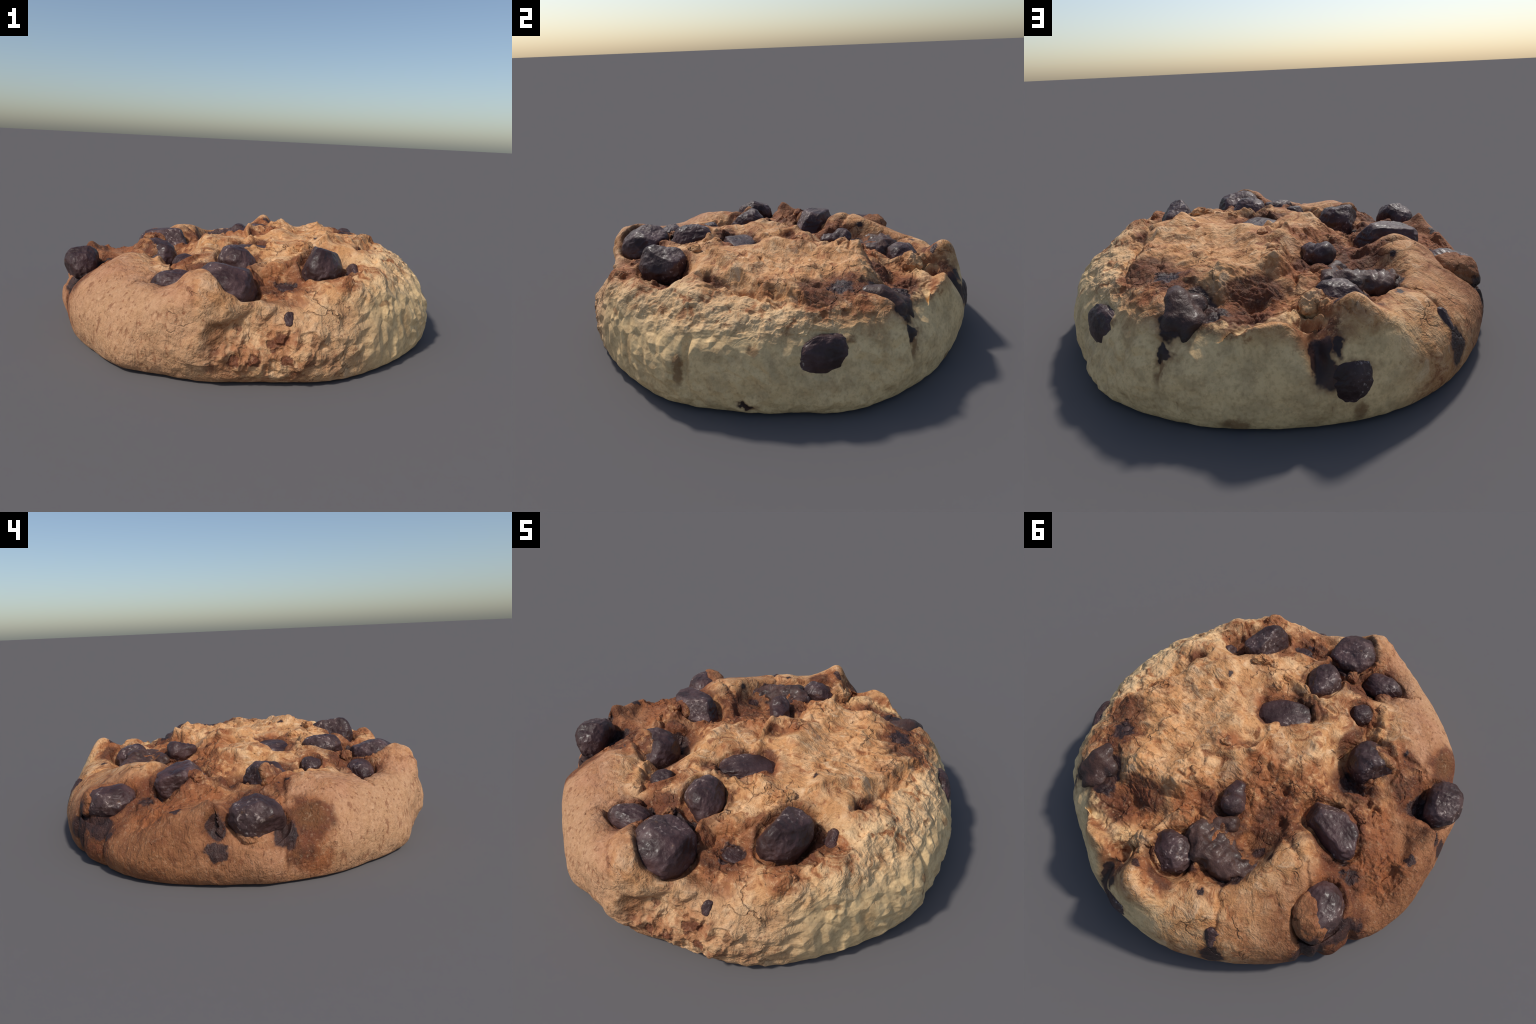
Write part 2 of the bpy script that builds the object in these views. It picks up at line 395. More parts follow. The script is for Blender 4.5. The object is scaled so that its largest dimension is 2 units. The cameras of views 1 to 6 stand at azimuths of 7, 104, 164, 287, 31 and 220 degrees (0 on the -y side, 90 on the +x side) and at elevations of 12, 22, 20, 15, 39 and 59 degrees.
# ------------------------------------------------------------------ materials
class Nodes:
    def __init__(self, name):
        self.mat = bpy.data.materials.new(name)
        self.mat.use_nodes = True
        self.t = self.mat.node_tree
        self.t.nodes.clear()
        self.out = self.t.nodes.new("ShaderNodeOutputMaterial")
        self.bsdf = self.t.nodes.new("ShaderNodeBsdfPrincipled")
        self.t.links.new(self.bsdf.outputs[0], self.out.inputs[0])
        self.co = self.t.nodes.new("ShaderNodeTexCoord").outputs["Object"]

    def put(self, sock, v):
        if isinstance(v, bpy.types.NodeSocket):
            self.t.links.new(v, sock)
        else:
            sock.default_value = v

    def math(self, op, a, b=0.0, c=0.0, clamp=False):
        n = self.t.nodes.new("ShaderNodeMath")
        n.operation = op
        n.use_clamp = clamp
        for i, v in enumerate((a, b, c)):
            self.put(n.inputs[i], v)
        return n.outputs[0]

    def vec(self, op, a, b=None, scale=None):
        n = self.t.nodes.new("ShaderNodeVectorMath")
        n.operation = op
        self.put(n.inputs[0], a)
        if b is not None:
            self.put(n.inputs[1], b)
        if scale is not None:
            self.put(n.inputs["Scale"], scale)
        return n.outputs["Value"] if op in ("LENGTH", "DISTANCE", "DOT_PRODUCT") else n.outputs[0]

    def mapping(self, co, scale=(1, 1, 1), rot=(0, 0, 0), loc=(0, 0, 0)):
        n = self.t.nodes.new("ShaderNodeMapping")
        self.put(n.inputs[0], co)
        n.inputs["Scale"].default_value = scale
        n.inputs["Rotation"].default_value = rot
        n.inputs["Location"].default_value = loc
        return n.outputs[0]

    def noise(self, scale, detail=4, rough=.55, co=None, dist=0.0, color=False):
        n = self.t.nodes.new("ShaderNodeTexNoise")
        self.put(n.inputs["Vector"], self.co if co is None else co)
        n.inputs["Scale"].default_value = scale
        n.inputs["Detail"].default_value = detail
        n.inputs["Roughness"].default_value = rough
        n.inputs["Distortion"].default_value = dist
        return n.outputs["Color" if color else "Fac"]

    def voronoi(self, scale, feature="F1", co=None, rand=1.0):
        n = self.t.nodes.new("ShaderNodeTexVoronoi")
        n.feature = feature
        self.put(n.inputs["Vector"], self.co if co is None else co)
        n.inputs["Scale"].default_value = scale
        n.inputs["Randomness"].default_value = rand
        return n.outputs["Distance"]

    def ramp(self, f, a, b, smoothstep=True):
        """0 below a, 1 above b (or the other way round when a > b)."""
        n = self.t.nodes.new("ShaderNodeMapRange")
        if smoothstep:
            n.interpolation_type = 'SMOOTHSTEP'
        self.put(n.inputs["Value"], f)
        lo, hi, t0, t1 = (a, b, 0., 1.) if a < b else (b, a, 1., 0.)
        n.inputs["From Min"].default_value = lo
        n.inputs["From Max"].default_value = hi
        n.inputs["To Min"].default_value = t0
        n.inputs["To Max"].default_value = t1
        return n.outputs[0]

    def mix(self, f, a, b):
        n = self.t.nodes.new("ShaderNodeMix")
        n.data_type = 'RGBA'
        self.put(n.inputs["Factor"], f)
        for s, v in ((n.inputs[6], a), (n.inputs[7], b)):
            self.put(s, v if isinstance(v, bpy.types.NodeSocket) else (*v, 1.0))
        return n.outputs[2]

    def bump(self, h, strength, dist, normal=None):
        n = self.t.nodes.new("ShaderNodeBump")
        n.inputs["Strength"].default_value = strength
        n.inputs["Distance"].default_value = dist
        self.put(n.inputs["Height"], h)
        if normal is not None:
            self.put(n.inputs["Normal"], normal)
        return n.outputs[0]

    def spots(self, wobbled, items, outer=1.25, inner=.55):
        """Union of ellipsoidal patches: (centre, radii)."""
        out = None
        for c, rr in items:
            if not isinstance(rr, tuple):
                rr = (rr, rr, rr)
            d = self.vec("SUBTRACT", wobbled, c)
            d = self.vec("LENGTH", self.vec("DIVIDE", d, rr))
            out = d if out is None else self.math("MINIMUM", out, d)
        return self.ramp(out, outer, inner)

def wobble(N, scale, amount):
    n = N.noise(scale, 3, .6, color=True)
    return N.vec("ADD", N.co, N.vec("SCALE", N.vec("SUBTRACT", n, (.5, .5, .5)), scale=amount))

# colours (linear)
CREAM = (.74, .44, .22)
TAN = (.60, .295, .118)
TOAST = (.33, .110, .036)
PALE = (.90, .610, .295)
PINK = (.46, .215, .115)
RUST = (.20, .055, .020)
COCOA = (.030, .016, .015)

def dough_material():
    N = Nodes("baked_dough")
    big = N.noise(3.2, 4, .55)
    mid = N.noise(13, 5, .6)
    fine = N.noise(60, 5, .65)
    W = wobble(N, 7, .10)
    W2 = wobble(N, 30, .045)
    W3 = wobble(N, 13, .095)
    sep = N.t.nodes.new("ShaderNodeSeparateXYZ")
    N.put(sep.inputs[0], W)
    wx, wy, wz = sep.outputs
    radius = N.math("SQRT", N.math("ADD", N.math("MULTIPLY", wx, wx), N.math("MULTIPLY", wy, wy)))

    # toasted top: cream on the crumbs, tan and toast between them; the same crumbs raise the bump below
    crumb = N.noise(14, 5, .56, dist=.8)
    lobe = N.spots(W, [((.42, .10, .45), (.32, .42, .3))])
    wrinkle = N.noise(9, 5, .58, co=N.mapping(N.co, scale=(1.0, 2.4, 1), rot=(0, 0, -.64)), dist=.5)
    relief = N.math("ADD", N.math("MULTIPLY", crumb, N.math("SUBTRACT", 1.0, N.math("MULTIPLY", lobe, .8))), N.math("MULTIPLY", wrinkle, N.math("MULTIPLY", lobe, .8)))
    col = N.mix(N.ramp(mid, .36, .58), CREAM, TAN)
    col = N.mix(N.math("MULTIPLY", N.ramp(relief, .48, .37), .70), col, TOAST)
    col = N.mix(N.math("MULTIPLY", N.ramp(relief, .41, .33), .70), col, (.20, .058, .020))
    col = N.mix(N.math("MULTIPLY", N.ramp(relief, .55, .66), .65), col, (.80, .54, .32))
    brown = N.ramp(N.noise(6, 5, .6, co=N.mapping(N.co, loc=(2, 6, 4))), .50, .64)
    col = N.mix(N.math("MULTIPLY", brown, .55), col, TOAST)
    half = N.ramp(N.math('SUBTRACT', wy, N.math('MULTIPLY', wx, 1.1)), .12, .42)
    col = N.mix(N.math('MULTIPLY', half, .25), col, (.42, .18, .065))
    # left-hand lobe, pinkish and evenly browned
    left = N.math("MULTIPLY", N.ramp(N.math("ADD", wx, N.math("MULTIPLY", wy, .35)), -.15, -.55), N.ramp(radius, .58, .78))
    pink = N.mix(N.ramp(mid, .35, .68), PINK, (.41, .185, .085))
    col = N.mix(N.math("MULTIPLY", left, .85), col, pink)
    # browner back crest and wall, partly the original's baked-in shade copied into the colour
    back = N.math("MULTIPLY", left, N.ramp(wy, -.55, .05))
    col = N.mix(N.math("MULTIPLY", back, .88), col, N.mix(N.ramp(mid, .38, .66), (.31, .120, .046), (.185, .058, .022)))
    # pale, less baked wall on the right and the back
    side = N.math("ADD", N.math("MULTIPLY", wx, .906), N.math("MULTIPLY", wy, .423))
    wall = N.math("MULTIPLY", N.ramp(wz, .385, .29), N.ramp(radius, .70, .80))
    pale = N.math("MULTIPLY", wall, N.ramp(side, .10, .34))
    palecol = N.mix(N.ramp(mid, .40, .70), PALE, (.64, .43, .21))
    palecol = N.mix(N.math('MULTIPLY', N.ramp(N.noise(6, 6, .7, co=N.mapping(N.co, scale=(1.3, 1.3, .7), loc=(9, 2, 5))), .54, .70), .5), palecol, (.48, .28, .12))
    col = N.mix(pale, col, palecol)
    # front wall, mid tan
    front = N.math("MULTIPLY", wall, N.ramp(wy, -.5, -.8))
    col = N.mix(N.math("MULTIPLY", front, .5), col, (.57, .35, .19))

    # the outer shelf on the right is paler too
    shelf = N.spots(W, [((.70, -.34, .37), (.22, .30, .09)), ((.78, .05, .36), (.13, .30, .07))], 1.2, .6)
    col = N.mix(N.math("MULTIPLY", N.math("MULTIPLY", shelf, N.ramp(relief, .38, .50)), .62), col, (.80, .55, .29))
    # reddish stains: torn crumb, rims of chips, edges of hollows
    stain = N.spots(W, STAINS)
    patch = N.ramp(N.noise(15, 6, .70), .34, .52)
    col = N.mix(N.math("MULTIPLY", N.math("MULTIPLY", stain, patch), .88), col, (.285, .086, .028))
    deep = N.ramp(N.noise(22, 5, .7, co=N.mapping(N.co, loc=(3, 1, 2))), .54, .66)
    col = N.mix(N.math("MULTIPLY", N.math("MULTIPLY", stain, deep), .85), col, (.12, .030, .014))
    # dark rust where chocolate has bled into the dough beside a chip
    bleed = N.math("MULTIPLY", N.spots(W, BLEEDS + [(c, tuple(a * 1.28 for a in (max(r[:2]), max(r[:2]), r[2]))) for c, r, t, f, k in CHIPS[1:10]]), N.ramp(N.noise(17, 5, .65, co=N.mapping(N.co, loc=(6, 1, 8))), .36, .52))
    col = N.mix(N.math("MULTIPLY", bleed, .92), col, (.095, .024, .012))
    # fine lengthwise wrinkles darken the smooth brown crust
    wr = N.noise(26, 5, .62, co=N.mapping(N.co, scale=(1.5, 1.5, .5)), dist=.5)
    col = N.mix(N.math("MULTIPLY", N.math("MULTIPLY", N.ramp(wr, .46, .34), left), .7), col, (.20, .070, .030))
    # scattered freckles everywhere above the pale wall
    freck = N.math("MULTIPLY", N.ramp(N.noise(34, 4, .62, co=N.mapping(N.co, loc=(1, 5, 2))), .60, .70), N.math("SUBTRACT", 1.0, N.math("MULTIPLY", pale, .8)))
    col = N.mix(N.math("MULTIPLY", freck, .7), col, (.23, .070, .030))
    # broad red-brown melt stains with ragged edges, plus shade painted into the back pit
    melt = N.math("MULTIPLY", N.spots(W3, MELTS_AND_SHADE, 1.3, .7), N.ramp(N.noise(11, 5, .66, co=N.mapping(N.co, loc=(5, 9, 1))), .30, .46))
    col = N.mix(N.math("MULTIPLY", melt, .9), col, N.mix(N.ramp(mid, .42, .62), (.135, .036, .015), (.060, .018, .010)))
    # hair cracks in the crust
    edge = N.voronoi(5.5, "DISTANCE_TO_EDGE", co=wobble(N, 9, .16))
    crack = N.math("MULTIPLY", N.ramp(edge, .030, .006), N.ramp(N.noise(4.5, 3, .5, co=N.mapping(N.co, loc=(8, 8, 3))), .54, .62))
    crack = N.math("MULTIPLY", crack, N.math("SUBTRACT", 1.0, N.math("MAXIMUM", pale, N.math("MULTIPLY", left, .85))))
    col = N.mix(N.math("MULTIPLY", crack, .5), col, (.13, .045, .020))
    # melted chocolate smears, with near-black patches in hollows and under chips
    smear = N.spots(W3, SMEARS, 1.12, .86)
    streaks_and_shade = N.spots(W2, STREAKS)
    col = N.mix(N.math("MULTIPLY", streaks_and_shade, .7), col, (.17, .065, .022))  # brown streaks; shade in the corner of the bite is painted with them
    col = N.mix(N.math("MULTIPLY", N.spots(W3, SMEARS, 1.7, .9), .6), col, (.16, .050, .018))
    col = N.mix(N.math("MULTIPLY", smear, .97), col, N.mix(N.ramp(mid, .4, .65), COCOA, (.065, .030, .024)))
    # bite face with rusty pores
    bite = N.spots(W, [((.20, -.90, .13), (.26, .16, .15))])
    rusty = N.math("MULTIPLY", bite, N.ramp(N.noise(12, 5, .66), .42, .55))
    col = N.mix(N.math("MULTIPLY", rusty, .6), col, (.33, .105, .036))
    pores = N.math("MULTIPLY", bite, N.ramp(N.voronoi(12, co=W2), .40, .27))
    col = N.mix(N.math("MULTIPLY", pores, .9), col, (.11, .026, .012))
    # small dark pores, lying along the wall on the smooth lobe
    pit = N.ramp(N.noise(30, 4, .6, co=N.mapping(N.co, scale=(1.5, 1.5, .75), loc=(7, 3, 1))), .63, .73)
    pitw = N.math("MULTIPLY", pit, N.math("SUBTRACT", 1.0, N.math("MULTIPLY", pale, .7)))
    col = N.mix(N.math("MULTIPLY", pitw, .65), col, (.18, .055, .025))
    # fine grain
    bare = N.math("SUBTRACT", 1.0, smear)
    col = N.mix(N.math("MULTIPLY", N.math("MULTIPLY", N.ramp(fine, .42, .72), .35), bare), col, (.30, .13, .05))
    col = N.mix(N.math("MULTIPLY", N.math("MULTIPLY", N.ramp(fine, .48, .25), .30), bare), col, (.68, .45, .26))

    N.put(N.bsdf.inputs["Base Color"], col)
    N.bsdf.inputs["Roughness"].default_value = .72
    N.bsdf.inputs["Specular IOR Level"].default_value = .28
    rough = N.math("SUBTRACT", 1.0, N.math("MULTIPLY", pale, .85))
    smoothed = N.math("SUBTRACT", rough, N.math("MULTIPLY", left, .75))
    b = N.bump(N.math("MULTIPLY", relief, smoothed), .6, .045)
    b = N.bump(N.math("MULTIPLY", N.noise(45, 5, .6), rough), .42, .011, b)
    h2 = N.math("SUBTRACT", N.math("MULTIPLY", N.noise(110, 3, .6), rough), N.math("ADD", pitw, pores))
    b = N.bump(h2, .55, .007, b)
    # fine lengthwise wrinkles in the smooth brown crust
    b = N.bump(N.math("SUBTRACT", N.math("MULTIPLY", wr, left), crack), .65, .020, b)
    N.put(N.bsdf.inputs["Normal"], b)
    N.put(N.bsdf.inputs["Roughness"], N.math("SUBTRACT", .74, N.math("MULTIPLY", smear, .32)))
    return N.mat

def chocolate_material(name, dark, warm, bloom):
    N = Nodes(name)
    n1 = N.noise(7, 4, .55)
    n2 = N.noise(30, 5, .68)
    col = N.mix(N.ramp(n1, .35, .66), dark, warm)
    col = N.mix(N.math("MULTIPLY", N.ramp(n2, .52, .72), .55), col, (.13, .078, .070))
    # some chips are darker than others
    rnd = N.t.nodes.new("ShaderNodeObjectInfo").outputs["Random"]
    col = N.mix(N.math("MULTIPLY", rnd, .55), col, (.026, .0115, .010))
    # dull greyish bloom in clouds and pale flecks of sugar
    cloud = N.ramp(N.noise(8, 3, .55, co=N.mapping(N.co, loc=(1, 8, 3))), .49, .66)
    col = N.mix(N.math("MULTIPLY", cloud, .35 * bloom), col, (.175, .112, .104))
    fleck = N.math("MULTIPLY", N.ramp(N.noise(55, 4, .65), .56, .68), cloud)
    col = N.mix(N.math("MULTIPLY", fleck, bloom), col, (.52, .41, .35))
    # a few smudges of dough
    smudge = N.ramp(N.noise(11, 4, .6, co=N.mapping(N.co, loc=(4, 2, 9))), .66, .72)
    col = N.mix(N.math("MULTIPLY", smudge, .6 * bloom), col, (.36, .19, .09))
    N.put(N.bsdf.inputs["Base Color"], col)
    N.put(N.bsdf.inputs["Roughness"], N.math("ADD", .34, N.math("MULTIPLY", n2, .35)))
    N.bsdf.inputs["Specular IOR Level"].default_value = .3
    N.bsdf.inputs["Coat Weight"].default_value = .10
    N.bsdf.inputs["Coat Roughness"].default_value = .22
    b = N.bump(N.noise(18, 5, .6), .6, .018)
    b = N.bump(n2, .4, .008, b)
    N.put(N.bsdf.inputs["Normal"], b)
    return N.mat

# rust coloured stain centres (xyz, radius)
STAINS = [((-.20, .20, .33), .24), ((.06, .43, .34), (.16, .14, .14)), ((-.30, .05, .33), .15), ((-.15, .52, .3), .22),
          ((.27, .63, .30), .14), ((-.45, -.13, .28), .14), ((-.62, .02, .33), .14), ((-.70, -.27, .27), .16), ((-.76, .14, .3), .15),
          ((-.12, -.70, .31), .16), ((.24, -.64, .33), .17), ((-.22, -.45, .36), .12), ((.08, -.18, .40), (.16, .12, .1)),
          ((.58, -.42, .32), .13), ((.45, -.40, .38), .13), ((.68, .34, .40), .10), ((.56, .46, .40), .13), ((-.73, -.53, .27), (.13, .12, .14)), ((-.79, -.57, .14), (.10, .09, .12)),
          ((-.84, .46, .16), (.13, .13, .16)), ((-.64, .30, .29), .12), ((-.08, .80, .37), (.13, .06, .08)), ((.03, .80, .35), .05),
          ((.11, .15, .44), .07), ((.14, .85, .30), (.08, .1, .08)), ((.51, -.64, .39), .08), ((-.52, -.35, .39), .10), ((.62, -.15, .38), .07),
          ((-.38, .30, .36), .08), ((.34, .80, .34), (.14, .05, .03)), ((-.09, .40, .35), .16), ((.02, -.62, .36), .14)]
# dark bleeding beside chips
BLEEDS = [((-.45, -.13, .28), .13), ((-.74, -.25, .25), .12), ((-.37, .44, .26), .10), ((-.66, .24, .27), (.12, .07, .06)), ((-.73, -.50, .28), (.11, .11, .12)), ((-.87, -.15, .26), (.07, .06, .09)), ((-.80, .40, .20), (.12, .12, .10)), ((-.78, .53, .15), (.06, .08, .12)),
          ((-.20, .62, .27), (.16, .07, .06)), ((-.17, -.66, .32), (.10, .08, .06)), ((.24, -.60, .33), (.09, .06, .05)), ((.50, -.42, .36), (.07, .12, .07)),
          ((.10, -.10, .40), (.10, .07, .05)), ((-.06, -.25, .39), (.07, .06, .05)), ((.07, -.62, .37), (.10, .06, .06)), ((-.12, -.55, .37), .06), ((.08, -.40, .39), (.06, .07, .05)),
          ((.50, .45, .40), (.10, .12, .06)), ((.36, .70, .32), (.14, .07, .07)), ((.25, .56, .35), (.12, .06, .08)), ((-.80, .47, .17), (.08, .10, .12)), ((-.70, .33, .25), (.12, .07, .08)),
          ((-.84, -.15, .29), (.06, .05, .07)), ((-.30, -.30, .34), (.06, .12, .06)), ((-.05, .36, .34), (.12, .07, .06)), ((-.28, .18, .33), .09), ((.07, .88, .30), (.08, .07, .08)), ((.61, -.14, .38), (.05, .06, .05))]
# red-brown melt stains, and painted shade on the pit's back wall
MELTS_AND_SHADE = [((-.745, -.52, .27), (.10, .10, .10)), ((-.80, -.50, .15), (.06, .07, .08)), ((-.875, -.16, .28), (.06, .06, .09)), ((-.82, .46, .17), (.12, .14, .11)), ((-.66, .27, .29), (.13, .08, .07)),
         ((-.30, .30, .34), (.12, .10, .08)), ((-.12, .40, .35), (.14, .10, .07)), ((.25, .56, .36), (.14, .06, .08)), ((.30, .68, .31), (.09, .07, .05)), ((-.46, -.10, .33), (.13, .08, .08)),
         ((-.68, -.26, .30), (.12, .10, .08)), ((-.60, -.38, .38), (.07, .05, .05)), ((.20, -.66, .34), (.14, .06, .06)), ((.50, -.42, .35), (.10, .12, .05)), ((.60, -.14, .40), (.06, .07, .06)),
         ((-.15, -.60, .35), (.10, .08, .06)), ((.02, .10, .42), (.05, .04, .06)), ((-.10, .80, .36), (.09, .04, .06)), ((.60, .33, .42), (.10, .12, .05)), ((-.30, -.28, .34), (.05, .10, .06)),
         ((-.02, -.30, .40), (.12, .05, .05)), ((-.70, -.56, .28), (.08, .07, .07))]
# chocolate smears in the dough skin, and near-black patches in hollows and grooves
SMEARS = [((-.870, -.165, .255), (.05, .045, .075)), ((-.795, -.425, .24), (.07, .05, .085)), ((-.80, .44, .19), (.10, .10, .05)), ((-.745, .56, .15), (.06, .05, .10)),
          ((-.80, -.455, .22), (.045, .035, .08)), ((.06, .975, .215), (.09, .05, .035)), ((.115, .93, .27), (.04, .06, .07)),
          ((.56, .67, .31), (.05, .05, .06)), ((.44, .66, .34), (.09, .05, .04)), ((-.30, .56, .29), (.14, .10, .05)), ((.02, -.60, .37), (.10, .03, .04)), ((-.94, -.18, .17), (.06, .055, .035)), ((-.45, .88, .16), (.05, .06, .09)), ((.945, .09, .06), (.03, .035, .014)),
          ((.47, .60, .36), (.07, .10, .06)), ((.54, .42, .40), (.06, .06, .05)), ((.13, .93, .26), (.035, .05, .055)), ((.08, .96, .20), (.07, .05, .045)),
          ((.256, -.60, .32), (.06, .035, .04)), ((.60, -.15, .37), (.03, .025, .04)), ((-.72, .60, .14), (.05, .06, .06)),
          ((-.86, .38, .20), (.04, .05, .05)), ((-.73, .55, .24), (.05, .05, .05)), ((-.64, -.40, .37), (.03, .025, .03)), ((-.56, -.37, .40), (.02, .05, .03)),
          ((-.46, -.13, .27), (.10, .09, .05)), ((-.35, .44, .25), (.07, .08, .06)), ((.60, .72, .25), (.02, .02, .07)), ((-.17, -.62, .31), (.05, .05, .04)),
          ((-.41, .43, .385), (.022, .022, .02)), ((-.29, .725, .34), (.025, .025, .02)), ((-.86, .02, .30), (.02, .03, .03)), ((.0, .83, .40), (.03, .025, .03)),
          ((-.74, -.24, .25), (.07, .08, .05)), ((.36, -.14, .48), (.018, .018, .02)), ((.25, -.66, .34), (.03, .02, .03)), ((-.66, .24, .27), (.08, .05, .03)),
          ((-.19, .62, .27), (.12, .05, .04)), ((.36, -.88, .25), (.03, .03, .03)), ((.06, .95, .3), (.02, .03, .03)), ((-.12, .64, .3), (.06, .07, .05))]
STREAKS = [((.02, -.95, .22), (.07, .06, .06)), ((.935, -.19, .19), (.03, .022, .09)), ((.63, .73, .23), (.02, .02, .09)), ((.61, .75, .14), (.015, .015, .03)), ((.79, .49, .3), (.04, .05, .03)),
           ((.0, .98, .07), (.03, .03, .05)), ((.85, -.01, .355), (.02, .035, .012)), ((.69, -.58, .29), (.05, .05, .012)), ((.65, -.55, .33), (.02, .03, .03)),
           ((-.88, -.15, .28), (.035, .05, .06)), ((-.72, -.53, .29), (.07, .08, .08)), ((.40, .87, .03), (.06, .05, .03)), ((.90, .12, .28), (.02, .03, .04)),
           ((.52, -.56, .33), (.05, .04, .04)), ((.6, -.4, .32), (.07, .05, .05)), ((.16, -.78, .31), (.14, .03, .03))]

# ------------------------------------------------------------------ chips
def pebble(name, radii, seed, flat_top=.0, levels=5, lump=.07):
    """A chip: a ball shaved by planes, with soft edges and a few wrinkles."""
    rng = np.random.default_rng(seed)
    V, F = icosphere(levels)
    planes = rng.normal(0, 1, (9, 3))
    planes /= np.linalg.norm(planes, axis=1)[:, None]
    cut = rng.uniform(.74, .98, 9)
    cut[0], planes[0] = 1 - flat_top, (rng.normal(0, .15), rng.normal(0, .15), 1)
    planes[0] /= np.linalg.norm(planes[0])
    d = V @ planes.T
    lim = np.where(d > .05, cut / np.maximum(d, .05), 9)
    k = 26.0
    rr = -np.log(np.exp(-k * lim).sum(1) + math.exp(-k * 1.05)) / k
    off = np.array([seed * 3.7 % 17, seed * 1.3 % 11, 0])
    rr = rr * (1 + lump * fbm(V + off, 1.8, 3, seed) + lump * .45 * ridged(V + off, 3.5, 2, seed + 5))
    return mesh_from(name, V * rr[:, None] * np.array(radii), F)

def film(name, radii, seed, flat_top, centre, rot, toward, spread, levels=5):
    """A thin skin of dough baked on to part of a chip: the chip's own surface, lifted a little, ragged at the edge."""
    me = pebble("tmp", radii, seed, flat_top, levels)
    n = len(me.vertices)
    P = np.empty(n * 3)
    me.vertices.foreach_get("co", P)
    P = P.reshape(-1, 3)
    F = np.empty(len(me.polygons) * 3, np.int32)
    me.polygons.foreach_get("vertices", F)
    F = F.reshape(-1, 3)
    bpy.data.meshes.remove(me)
    Nn = vertex_normals(P, F)
    M = np.array(Euler([math.radians(a) for a in rot]).to_matrix())
    W = P @ M.T
    t = np.array(toward) / np.linalg.norm(toward)
    ang = np.degrees(np.arccos(np.clip((W / np.linalg.norm(W, axis=1)[:, None]) @ t, -1, 1)))
    ang += spread * (.45 * fbm(W, 12, 3, seed + 40) + .2 * fbm(W, 35, 2, seed + 44))
    m = smooth(spread * 1.12, spread * .72, ang)
    W = W + (Nn @ M.T) * (m * (.016 + .006 * fbm(W, 20, 3, seed)) - .006)[:, None] + np.array(centre)
    keep = (m[F].max(1) > 0)
    F = F[keep]
    used, inv = np.unique(F, return_inverse=True)
    return mesh_from(name, W[used], inv.reshape(-1, 3))

def chain(name, balls, seed, voxel=.009, lump=.012):
    """Melted chocolate: balls strung along a path, fused and wrinkled."""
    bm = bmesh.new()
    for (a, b) in balls:
        (p, ra), (q, rb) = a, b
        p, q = Vector(p), Vector(q)
        n = max(2, int((q - p).length / (min(ra, rb) * .45)))
        for i in range(n + 1):
            t = i / n
            m = Matrix.Translation(p.lerp(q, t)) @ Matrix.Scale(ra + (rb - ra) * t, 4)
            bmesh.ops.create_icosphere(bm, subdivisions=3, radius=1, matrix=m)
    me = bpy.data.meshes.new(name)
    bm.to_mesh(me)
    bm.free()
    ob = bpy.data.objects.new(name, me)
    bpy.context.scene.collection.objects.link(ob)
    md = ob.modifiers.new("fuse", 'REMESH')
    md.mode = 'VOXEL'
    md.voxel_size = voxel
    sm = ob.modifiers.new("soften", 'SMOOTH')
    sm.iterations = 6
    dg = bpy.context.evaluated_depsgraph_get()
    new = bpy.data.meshes.new_from_object(ob.evaluated_get(dg))
    bpy.data.objects.remove(ob)
    bpy.data.meshes.remove(me)
    new.name = name
    n = len(new.vertices)
    P = np.empty(n * 3, np.float32)
    new.vertices.foreach_get("co", P)
    P = P.reshape(-1, 3).astype(float)
    Nn = np.empty(n * 3, np.float32)
    new.vertices.foreach_get("normal", Nn)
    P = P + Nn.reshape(-1, 3) * (lump * fbm(P, 14, 3, seed) + lump * .6 * ridged(P, 26, 2, seed + 3))[:, None]
    new.vertices.foreach_set("co", P.astype(np.float32).ravel())
    new.polygons.foreach_set("use_smooth", np.ones(len(new.polygons), bool))
    new.update()
    return new

# centre, radii, (tilt x, tilt y, turn) in degrees, flat top, seed
CHIPS = [
    ((-.812, -.322, .272), (.090, .112, .112), (0, -8, 10), .05, 3),     # left edge, standing proud
    ((-.445, -.264, .325), (.108, .112, .106), (0, 10, 20), .10, 5),     # broad, behind the left lobe
    ((-.515, .140, .340), (.152, .095, .098), (0, -6, 166), .12, 8),     # long, left back
    ((.022, -.742, .352), (.126, .128, .104), (20, 10, 0), .08, 12),      # big, front
    ((.405, -.455, .393), (.090, .128, .115), (10, 10, -8), .06, 14),    # right front
    ((.010, -.460, .378), (.088, .115, .098), (0, 0, 25), .06, 17),      # middle front
    ((-.205, -.685, .325), (.110, .066, .064), (0, 0, 8), .05, 20),      # slim, left front
    ((.040, -.170, .376), (.135, .095, .052), (-4, 4, 40), .18, 23),     # flat, middle
    ((-.235, -.445, .358), (.062, .050, .055), (0, 0, 30), .05, 26),     # small
    ((-.035, .685, .308), (.108, .098, .098), (0, 12, 50), .10, 29),     # back, beside the peak
    ((-.688, .440, .266), (.100, .125, .090), (0, -20, 15), .08, 31),    # left back edge
    ((.792, .382, .222), (.055, .125, .098), (0, 0, 25), .0, 36),        # in the right wall
    ((.015, .948, .165), (.088, .052, .090), (0, 0, 2), .0, 37),         # in the back wall
    ((.295, -.812, .250), (.032, .036, .040), (0, 0, 0), .0, 41),        # in the bitten front
    ((.552, -.335, .352), (.022, .045, .050), (0, 25, 35), .0, 43),      # in the hollow
    ((.256, -.600, .310), (.070, .045, .030), (0, 0, 10), .2, 46),       # sunk in the front
    ((-.412, .806, .185), (.055, .045, .105), (0, 0, 27), .0, 49),       # left back wall
]

# dough baked on to chips: chip, direction from its middle, spread in degrees
FILMS = [(10, (.09, .06, .09), 38), (10, (-.02, .12, .02), 42), (1, (-.05, -.08, .07), 46), (2, (-.03, -.10, .03), 34), (0, (-.04, .02, -.10), 48)]

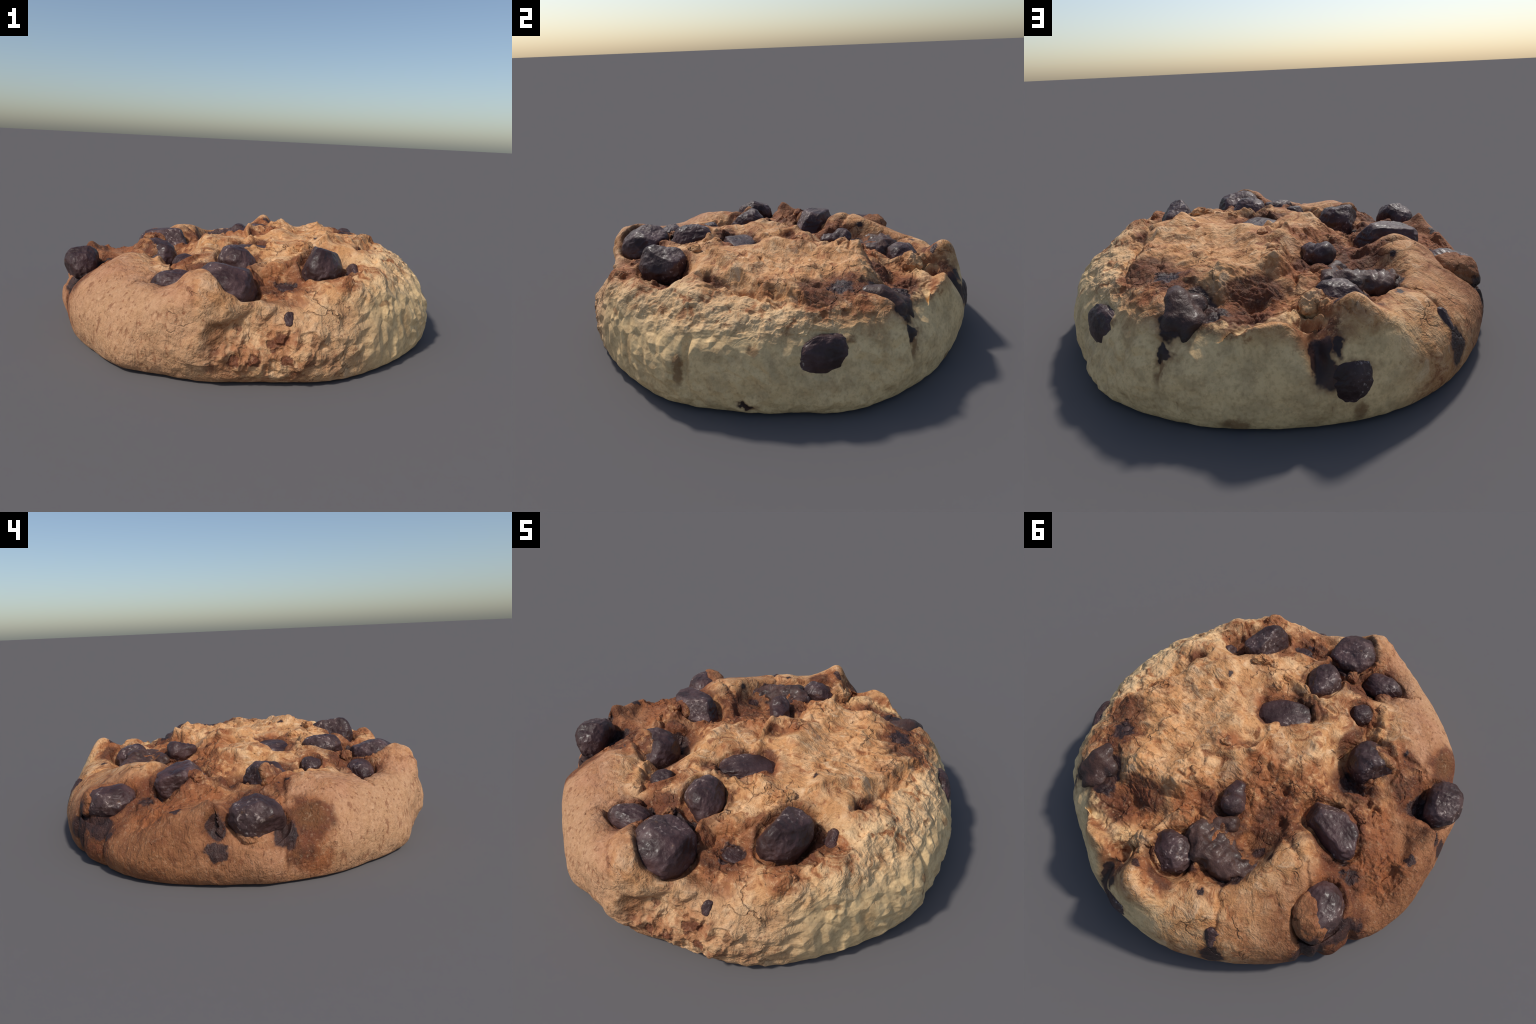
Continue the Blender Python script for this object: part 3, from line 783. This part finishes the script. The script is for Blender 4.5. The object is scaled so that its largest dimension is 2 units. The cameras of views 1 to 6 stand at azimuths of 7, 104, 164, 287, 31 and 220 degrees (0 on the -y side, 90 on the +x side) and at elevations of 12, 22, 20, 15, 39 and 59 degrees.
# crumbs of dough: centre, radii, turn, seed
CRUMBS = [
    ((.074, .715, .345), (.055, .050, .052), 20, 61), ((-.576, .030, .372), (.038, .032, .034), 0, 62),
    ((.154, -.266, .436), (.026, .024, .028), 0, 66), ((.318, -.322, .455), (.045, .035, .032), 30, 67),
    ((-.070, -.600, .375), (.030, .03, .03), 0, 70),
    ((.520, -.625, .375), (.035, .03, .035), 10, 71), ((.11, .155, .452), (.035, .03, .024), 50, 72),
    ((-.54, .36, .33), (.05, .04, .03), 0, 73), ((.66, .275, .405), (.026, .022, .026), 0, 74),
    ((-.02, .13, .425), (.03, .024, .02), 0, 75), ((.26, -.36, .44), (.03, .03, .026), 0, 76), ((-.27, -.62, .330), (.05, .035, .03), 0, 77),
    ((-.12, .37, .34), (.035, .03, .03), 0, 78), ((-.15, .43, .33), (.035, .025, .03), 0, 79),
]

def add(name, me, mat, parent, loc=(0, 0, 0), rot=(0, 0, 0)):
    ob = bpy.data.objects.new(name, me)
    bpy.context.scene.collection.objects.link(ob)
    ob.parent = parent
    ob.location = loc
    ob.rotation_euler = Euler([math.radians(a) for a in rot])
    if not me.materials:
        me.materials.append(mat)
    return ob

def main():
    root = bpy.data.objects.new("chocolate_chip_cookie", None)
    bpy.context.scene.collection.objects.link(root)
    root["label"] = "thick golden brown cookie studded with dark chocolate chips"
    root["category"] = "cookie"

    dough_mat = dough_material()
    dark = chocolate_material("dark_chocolate", (.036, .0155, .0140), (.098, .050, .048), .6)
    melt = chocolate_material("melted_chocolate", (.034, .018, .014), (.085, .040, .028), .35)

    F, P = build_dough()
    add("dough", mesh_from("dough", P, F), dough_mat, root)

    for c, rr, rot, ft, seed in CHIPS:
        add("chocolate_chip", pebble("chocolate_chip", rr, seed, ft), dark, root, c, rot)
    for c, rr, turn, seed in CRUMBS:
        me = pebble("dough_crumb", rr, seed, .0, 4, .26)
        # crumbs share the dough's frame so its colours run on over them
        me.transform(Matrix.Translation(c) @ Matrix.Rotation(math.radians(turn), 4, 'Z'))
        add("dough_crumb", me, dough_mat, root)

    for i, toward, spread in FILMS:
        c, rr, rot, ft, seed = CHIPS[i]
        add("dough_crust", film("dough_crust", rr, seed, ft, c, rot, toward, spread), dough_mat, root)

    # knobbly little chip in the valley
    add("chocolate_chip", chain("chocolate_chip", [(((-.085, .315, .375), .050), ((-.110, .350, .385), .056)), (((-.075, .270, .392), .036), ((-.085, .315, .385), .045))], 5), dark, root)
    # broken ring of melted chocolate
    ring = [(((-.07, .545, .332), .050), ((-.15, .575, .332), .062)), (((-.15, .575, .332), .062), ((-.26, .575, .302), .056)),
            (((-.26, .575, .302), .056), ((-.345, .520, .288), .048)), (((-.16, .50, .31), .055), ((-.25, .53, .30), .055)), (((-.09, .47, .33), .040), ((-.07, .545, .325), .05)), (((-.09, .47, .33), .04), ((-.15, .42, .335), .042)),
            (((-.345, .520, .287), .048), ((-.37, .47, .30), .03))]
    add("melted_chocolate", chain("melted_chocolate", ring, 9, lump=.018), melt, root)
    # melted lump running over the right back edge
    drip = [(((.545, .40, .392), .026), ((.525, .50, .382), .033)), (((.525, .50, .382), .033), ((.535, .59, .378), .050)), (((.535, .59, .378), .050), ((.550, .645, .335), .048)),
            (((.550, .645, .335), .048), ((.590, .665, .285), .030)), (((.590, .665, .285), .030), ((.605, .69, .235), .016)), (((.535, .60, .375), .045), ((.48, .66, .325), .040)),
            (((.50, .68, .335), .034), ((.530, .705, .285), .022)), (((.47, .58, .35), .045), ((.535, .60, .36), .045)), (((.54, .62, .36), .05), ((.52, .67, .32), .04))]
    add("melted_chocolate", chain("melted_chocolate", drip, 13, lump=.007), melt, root)

main()
